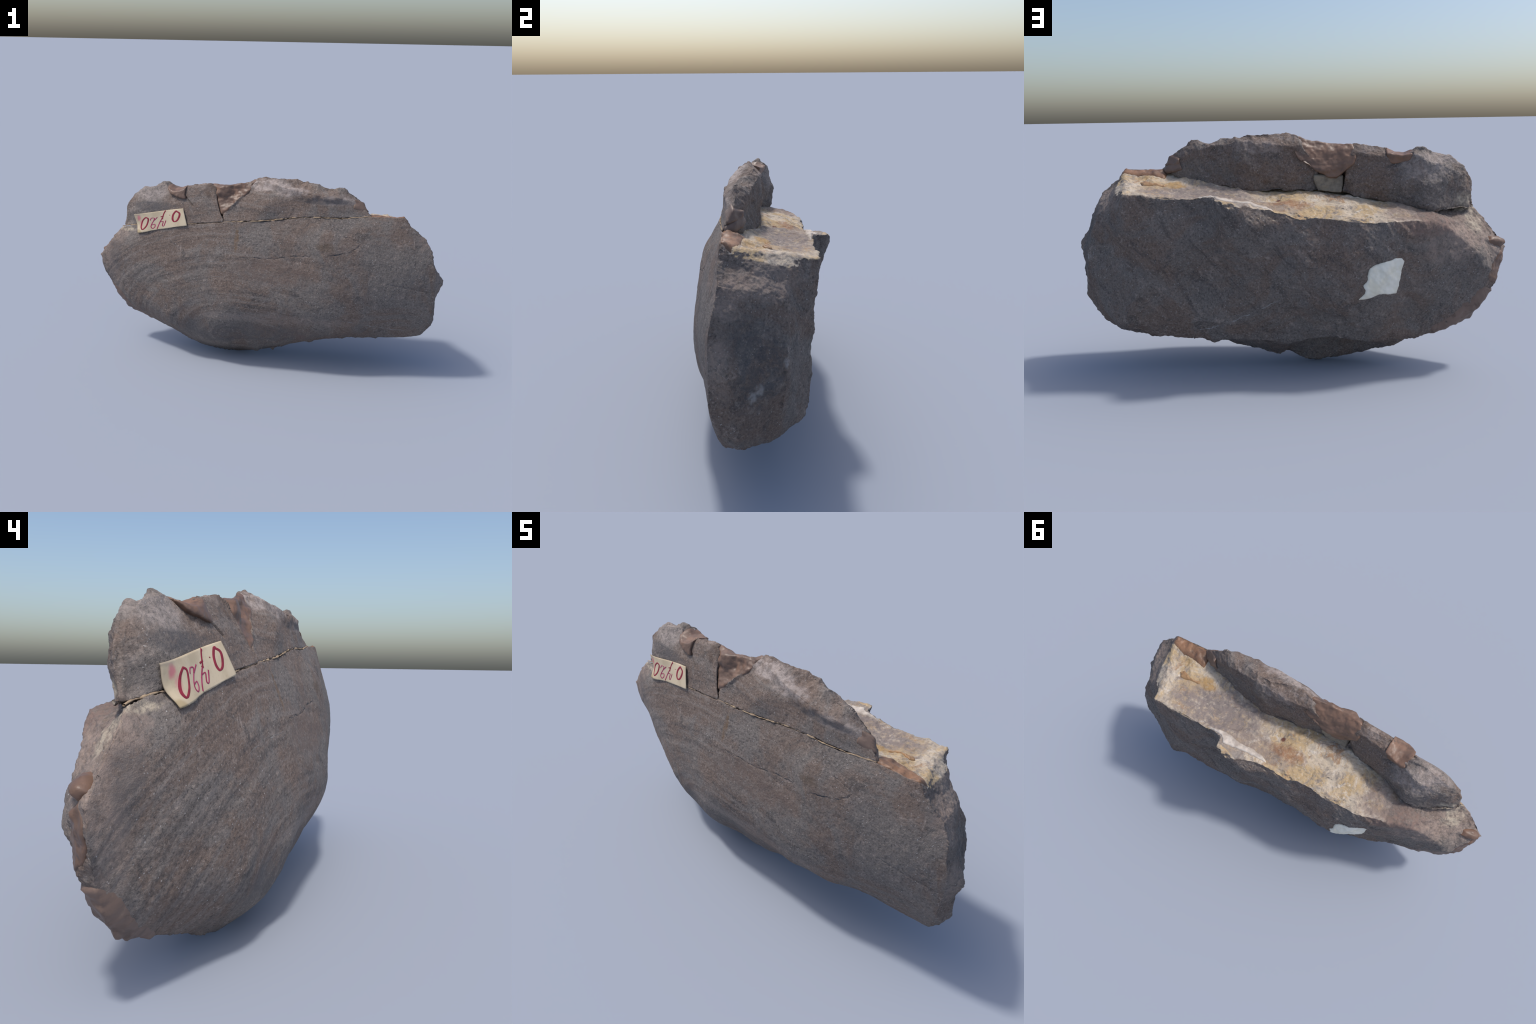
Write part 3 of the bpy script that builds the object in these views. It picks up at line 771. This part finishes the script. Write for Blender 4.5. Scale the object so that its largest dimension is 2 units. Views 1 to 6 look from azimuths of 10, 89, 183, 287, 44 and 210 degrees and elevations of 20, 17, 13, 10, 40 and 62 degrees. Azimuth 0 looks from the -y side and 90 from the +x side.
# ------------------------------------------------------------------ veins and cracks
for ln, w in (([(.463,.359),(.561,.326),(.648,.302),(.735,.283),(.830,.272)], .006),
              ([(-.45,.600),(-.30,.625),(-.18,.628)], .003)):
    ribbon("mineral_vein", ln, w, .0008, block_bvh, 1, vein_pale, root, 5)
ribbon("mineral_vein", [(.52,.190),(.40,.212),(.337,.228),(.249,.26),(.152,.296),(.082,.336),(.021,.363)], .007, .0008, block_bvh, -1, vein_pale, root, 9)
ribbon("mineral_vein", [(.021,.363),(-.06,.378),(-.116,.39)], .003, .0008, block_bvh, -1, vein_pale, root, 9)
for ln, w in (([(-.105,.665),(-.065,.669),(-.012,.670),(.023,.663)], .006), ([(.035,.667),(.093,.674),(.153,.685)], .0045),
              ([(.175,.690),(.23,.698),(.289,.710)], .006), ([(.382,.713),(.432,.722),(.489,.737),(.529,.760),(.540,.775)], .006),
              ([(.542,.779),(.526,.795),(.484,.810),(.443,.812)], .0018)):
    ribbon("shell_crack", ln, w, .0006, block_bvh, 1, crack_dark, root, 11)

# ------------------------------------------------------------------ paper label with handwriting
paper = Mat("label_paper", .85, .15)
pc = paper.mix(paper.step(paper.noise(14, 5, .6), .35, .68), (.56, .47, .34), (.47, .385, .27))
pc = paper.mix(paper.step(paper.noise(160, 3, .7), .56, .75, 0, .35), pc, (.34, .275, .19))
pc = paper.mix(paper.math('MULTIPLY', paper.spot((-.722,-.1,.815), (.011,.06,.015), .5, .6, 60), .7), pc, (.50, .11, .17))
pc = paper.mix(paper.math('MULTIPLY', paper.spot((-.705,-.1,.785), (.010,.06,.022), .5, .6, 60), .4), pc, (.55, .16, .22))
pc = paper.mix(paper.math('MULTIPLY', paper.spot((-.748,-.1,.838), (.045,.06,.012), .5, .8, 40), .5), pc, (.20, .18, .16))
pc = paper.mix(paper.math('MULTIPLY', paper.spot((-.722,-.12,.737), (.022,.06,.014), .4, .4, 40), .6), pc, (.33, .25, .13))
paper.bump(paper.noise(120, 3), .2, .001)
paper_mat = paper.done(pc)
ink = plain("ink_crimson", (.27, .028, .050), (.20, .020, .038), 60, .6, .1)
ink_light = plain("ink_magenta", (.36, .055, .13), (.27, .035, .075), 60, .6, .1)

LA, LB, LC, LD = (np.array(p) for p in ((-.757, .832), (-.452, .894), (-.422, .806), (-.726, .732)))
def on_label(u, v, lift=0.0):
    q = (LA * (1 - u) + LB * u) * (1 - v) + (LD * (1 - u) + LC * u) * v
    y = float(F(q[0], q[1])[0]) - .0065 - .002 * math.sin(u * 9) * v - .004 * (abs(u - .5) * 2) ** 4
    return (q[0], y - lift, q[1])
def build_label():
    nu, nv = 60, 24
    rng = np.random.RandomState(4)
    eb = rng.rand(nu + 1) * .015
    V = []
    for side in (0, 1):
        for j in range(nv + 1):
            for i in range(nu + 1):
                u, v = i / nu, j / nv
                if j == nv: v += eb[i] - .01 + .012 * math.sin(u * 14)
                V.append(on_label(u, v, 0 if side == 0 else -.003))
    n = (nu + 1) * (nv + 1); Fs = []
    for j in range(nv):
        for i in range(nu):
            a = j * (nu + 1) + i
            q = [a, a + 1, a + nu + 2, a + nu + 1]
            Fs.append(q[::-1]); Fs.append([k + n for k in q])
    ring = [i for i in range(nu + 1)] + [j * (nu + 1) + nu for j in range(1, nv + 1)] + [nv * (nu + 1) + i for i in range(nu - 1, -1, -1)] + [j * (nu + 1) for j in range(nv - 1, 0, -1)]
    for k in range(len(ring)):
        a, b = ring[k], ring[(k + 1) % len(ring)]
        Fs.append([a, b, b + n, a + n])
    ob = new_object("paper_label", V, Fs, root, smooth=True)
    bm = bmesh.new(); bm.from_mesh(ob.data); bmesh.ops.recalc_face_normals(bm, faces=bm.faces); bm.to_mesh(ob.data); bm.free()
    ob.data.materials.append(paper_mat)
    return ob
label = build_label()

def stroke(pts, w0, w1=None):
    """Pen stroke as a thin raised ribbon; label coordinates u (0..1, wide) and v (0..1, tall)."""
    asp = np.array([.311, .100])
    Pp = np.array(pts) * asp
    seg = np.linalg.norm(np.diff(Pp, axis=0), axis=1); s = np.concatenate([[0], np.cumsum(seg)])
    t = np.linspace(0, s[-1], max(8, int(s[-1] / .002)))
    k = np.interp(t, s, np.arange(len(Pp)))
    C = []
    for kk in k:
        i = min(int(kk), len(Pp) - 2); f = kk - i
        p0, p1, p2, p3 = Pp[max(i - 1, 0)], Pp[i], Pp[i + 1], Pp[min(i + 2, len(Pp) - 1)]
        C.append(.5 * (2 * p1 + (p2 - p0) * f + (2 * p0 - 5 * p1 + 4 * p2 - p3) * f * f + (3 * p1 - p0 - 3 * p2 + p3) * f ** 3))
    C = np.array(C); tan = np.gradient(C, axis=0); tan /= np.linalg.norm(tan, axis=1)[:, None] + 1e-9
    nor = np.stack([-tan[:, 1], tan[:, 0]], 1)
    # broad nib: strokes running down the label come out wider
    w = (w0 + (w1 if w1 is not None else w0)) * .5 * (.75 + 1.0 * np.abs(tan[:, 1]))
    V, Fs = [], []
    for i in range(len(C)):
        for f, l in ((-1, -.0004), (-.5, .0009), (.5, .0009), (1, -.0004)):
            q = (C[i] + nor[i] * w[i] * f) / asp
            V.append(on_label(q[0], q[1], l))
        if i:
            for f in range(3):
                o = i * 4 + f; Fs.append((o - 4, o - 3, o + 1, o))
    return V, Fs

DIGITS = [
 (ink, [([(.846,.109),(.905,.241),(.891,.424),(.834,.629),(.774,.683),(.749,.562),(.763,.380),(.794,.241),(.846,.109),(.87,.12)], .0042)]),
 (ink, [([(.700,.285),(.716,.292)], .0022)]),
 (ink, [([(.642,.020),(.598,.174),(.551,.420)], .0026), ([(.630,.020),(.645,.060)], .0035), ([(.522,.325),(.585,.298)], .0035), ([(.545,.39),(.548,.46)], .0038)]),
 (ink_light, [([(.535,.450),(.480,.621),(.400,.949)], .0024), ([(.490,.600),(.551,.590),(.518,.802),(.548,.831),(.610,.560)], .0022)]),
 (ink_light, [([(.307,.431),(.340,.317),(.396,.350),(.376,.466),(.458,.313)], .0022),
              ([(.376,.460),(.319,.641),(.294,.782),(.321,.885),(.369,.807),(.372,.677),(.315,.695)], .0022)]),
 (ink, [([(.232,.236),(.274,.326),(.253,.506),(.202,.713),(.122,.854),(.095,.752),(.116,.571),(.167,.364),(.232,.236)], .0034)]),
]
for mat, strokes in DIGITS:
    V, Fs = [], []
    for pts, w in strokes:
        v, f = stroke(pts, w); o = len(V); V += v; Fs += [tuple(i + o for i in q) for q in f]
    ob = new_object("handwritten_digit", V, Fs, label); ob.data.materials.append(mat)
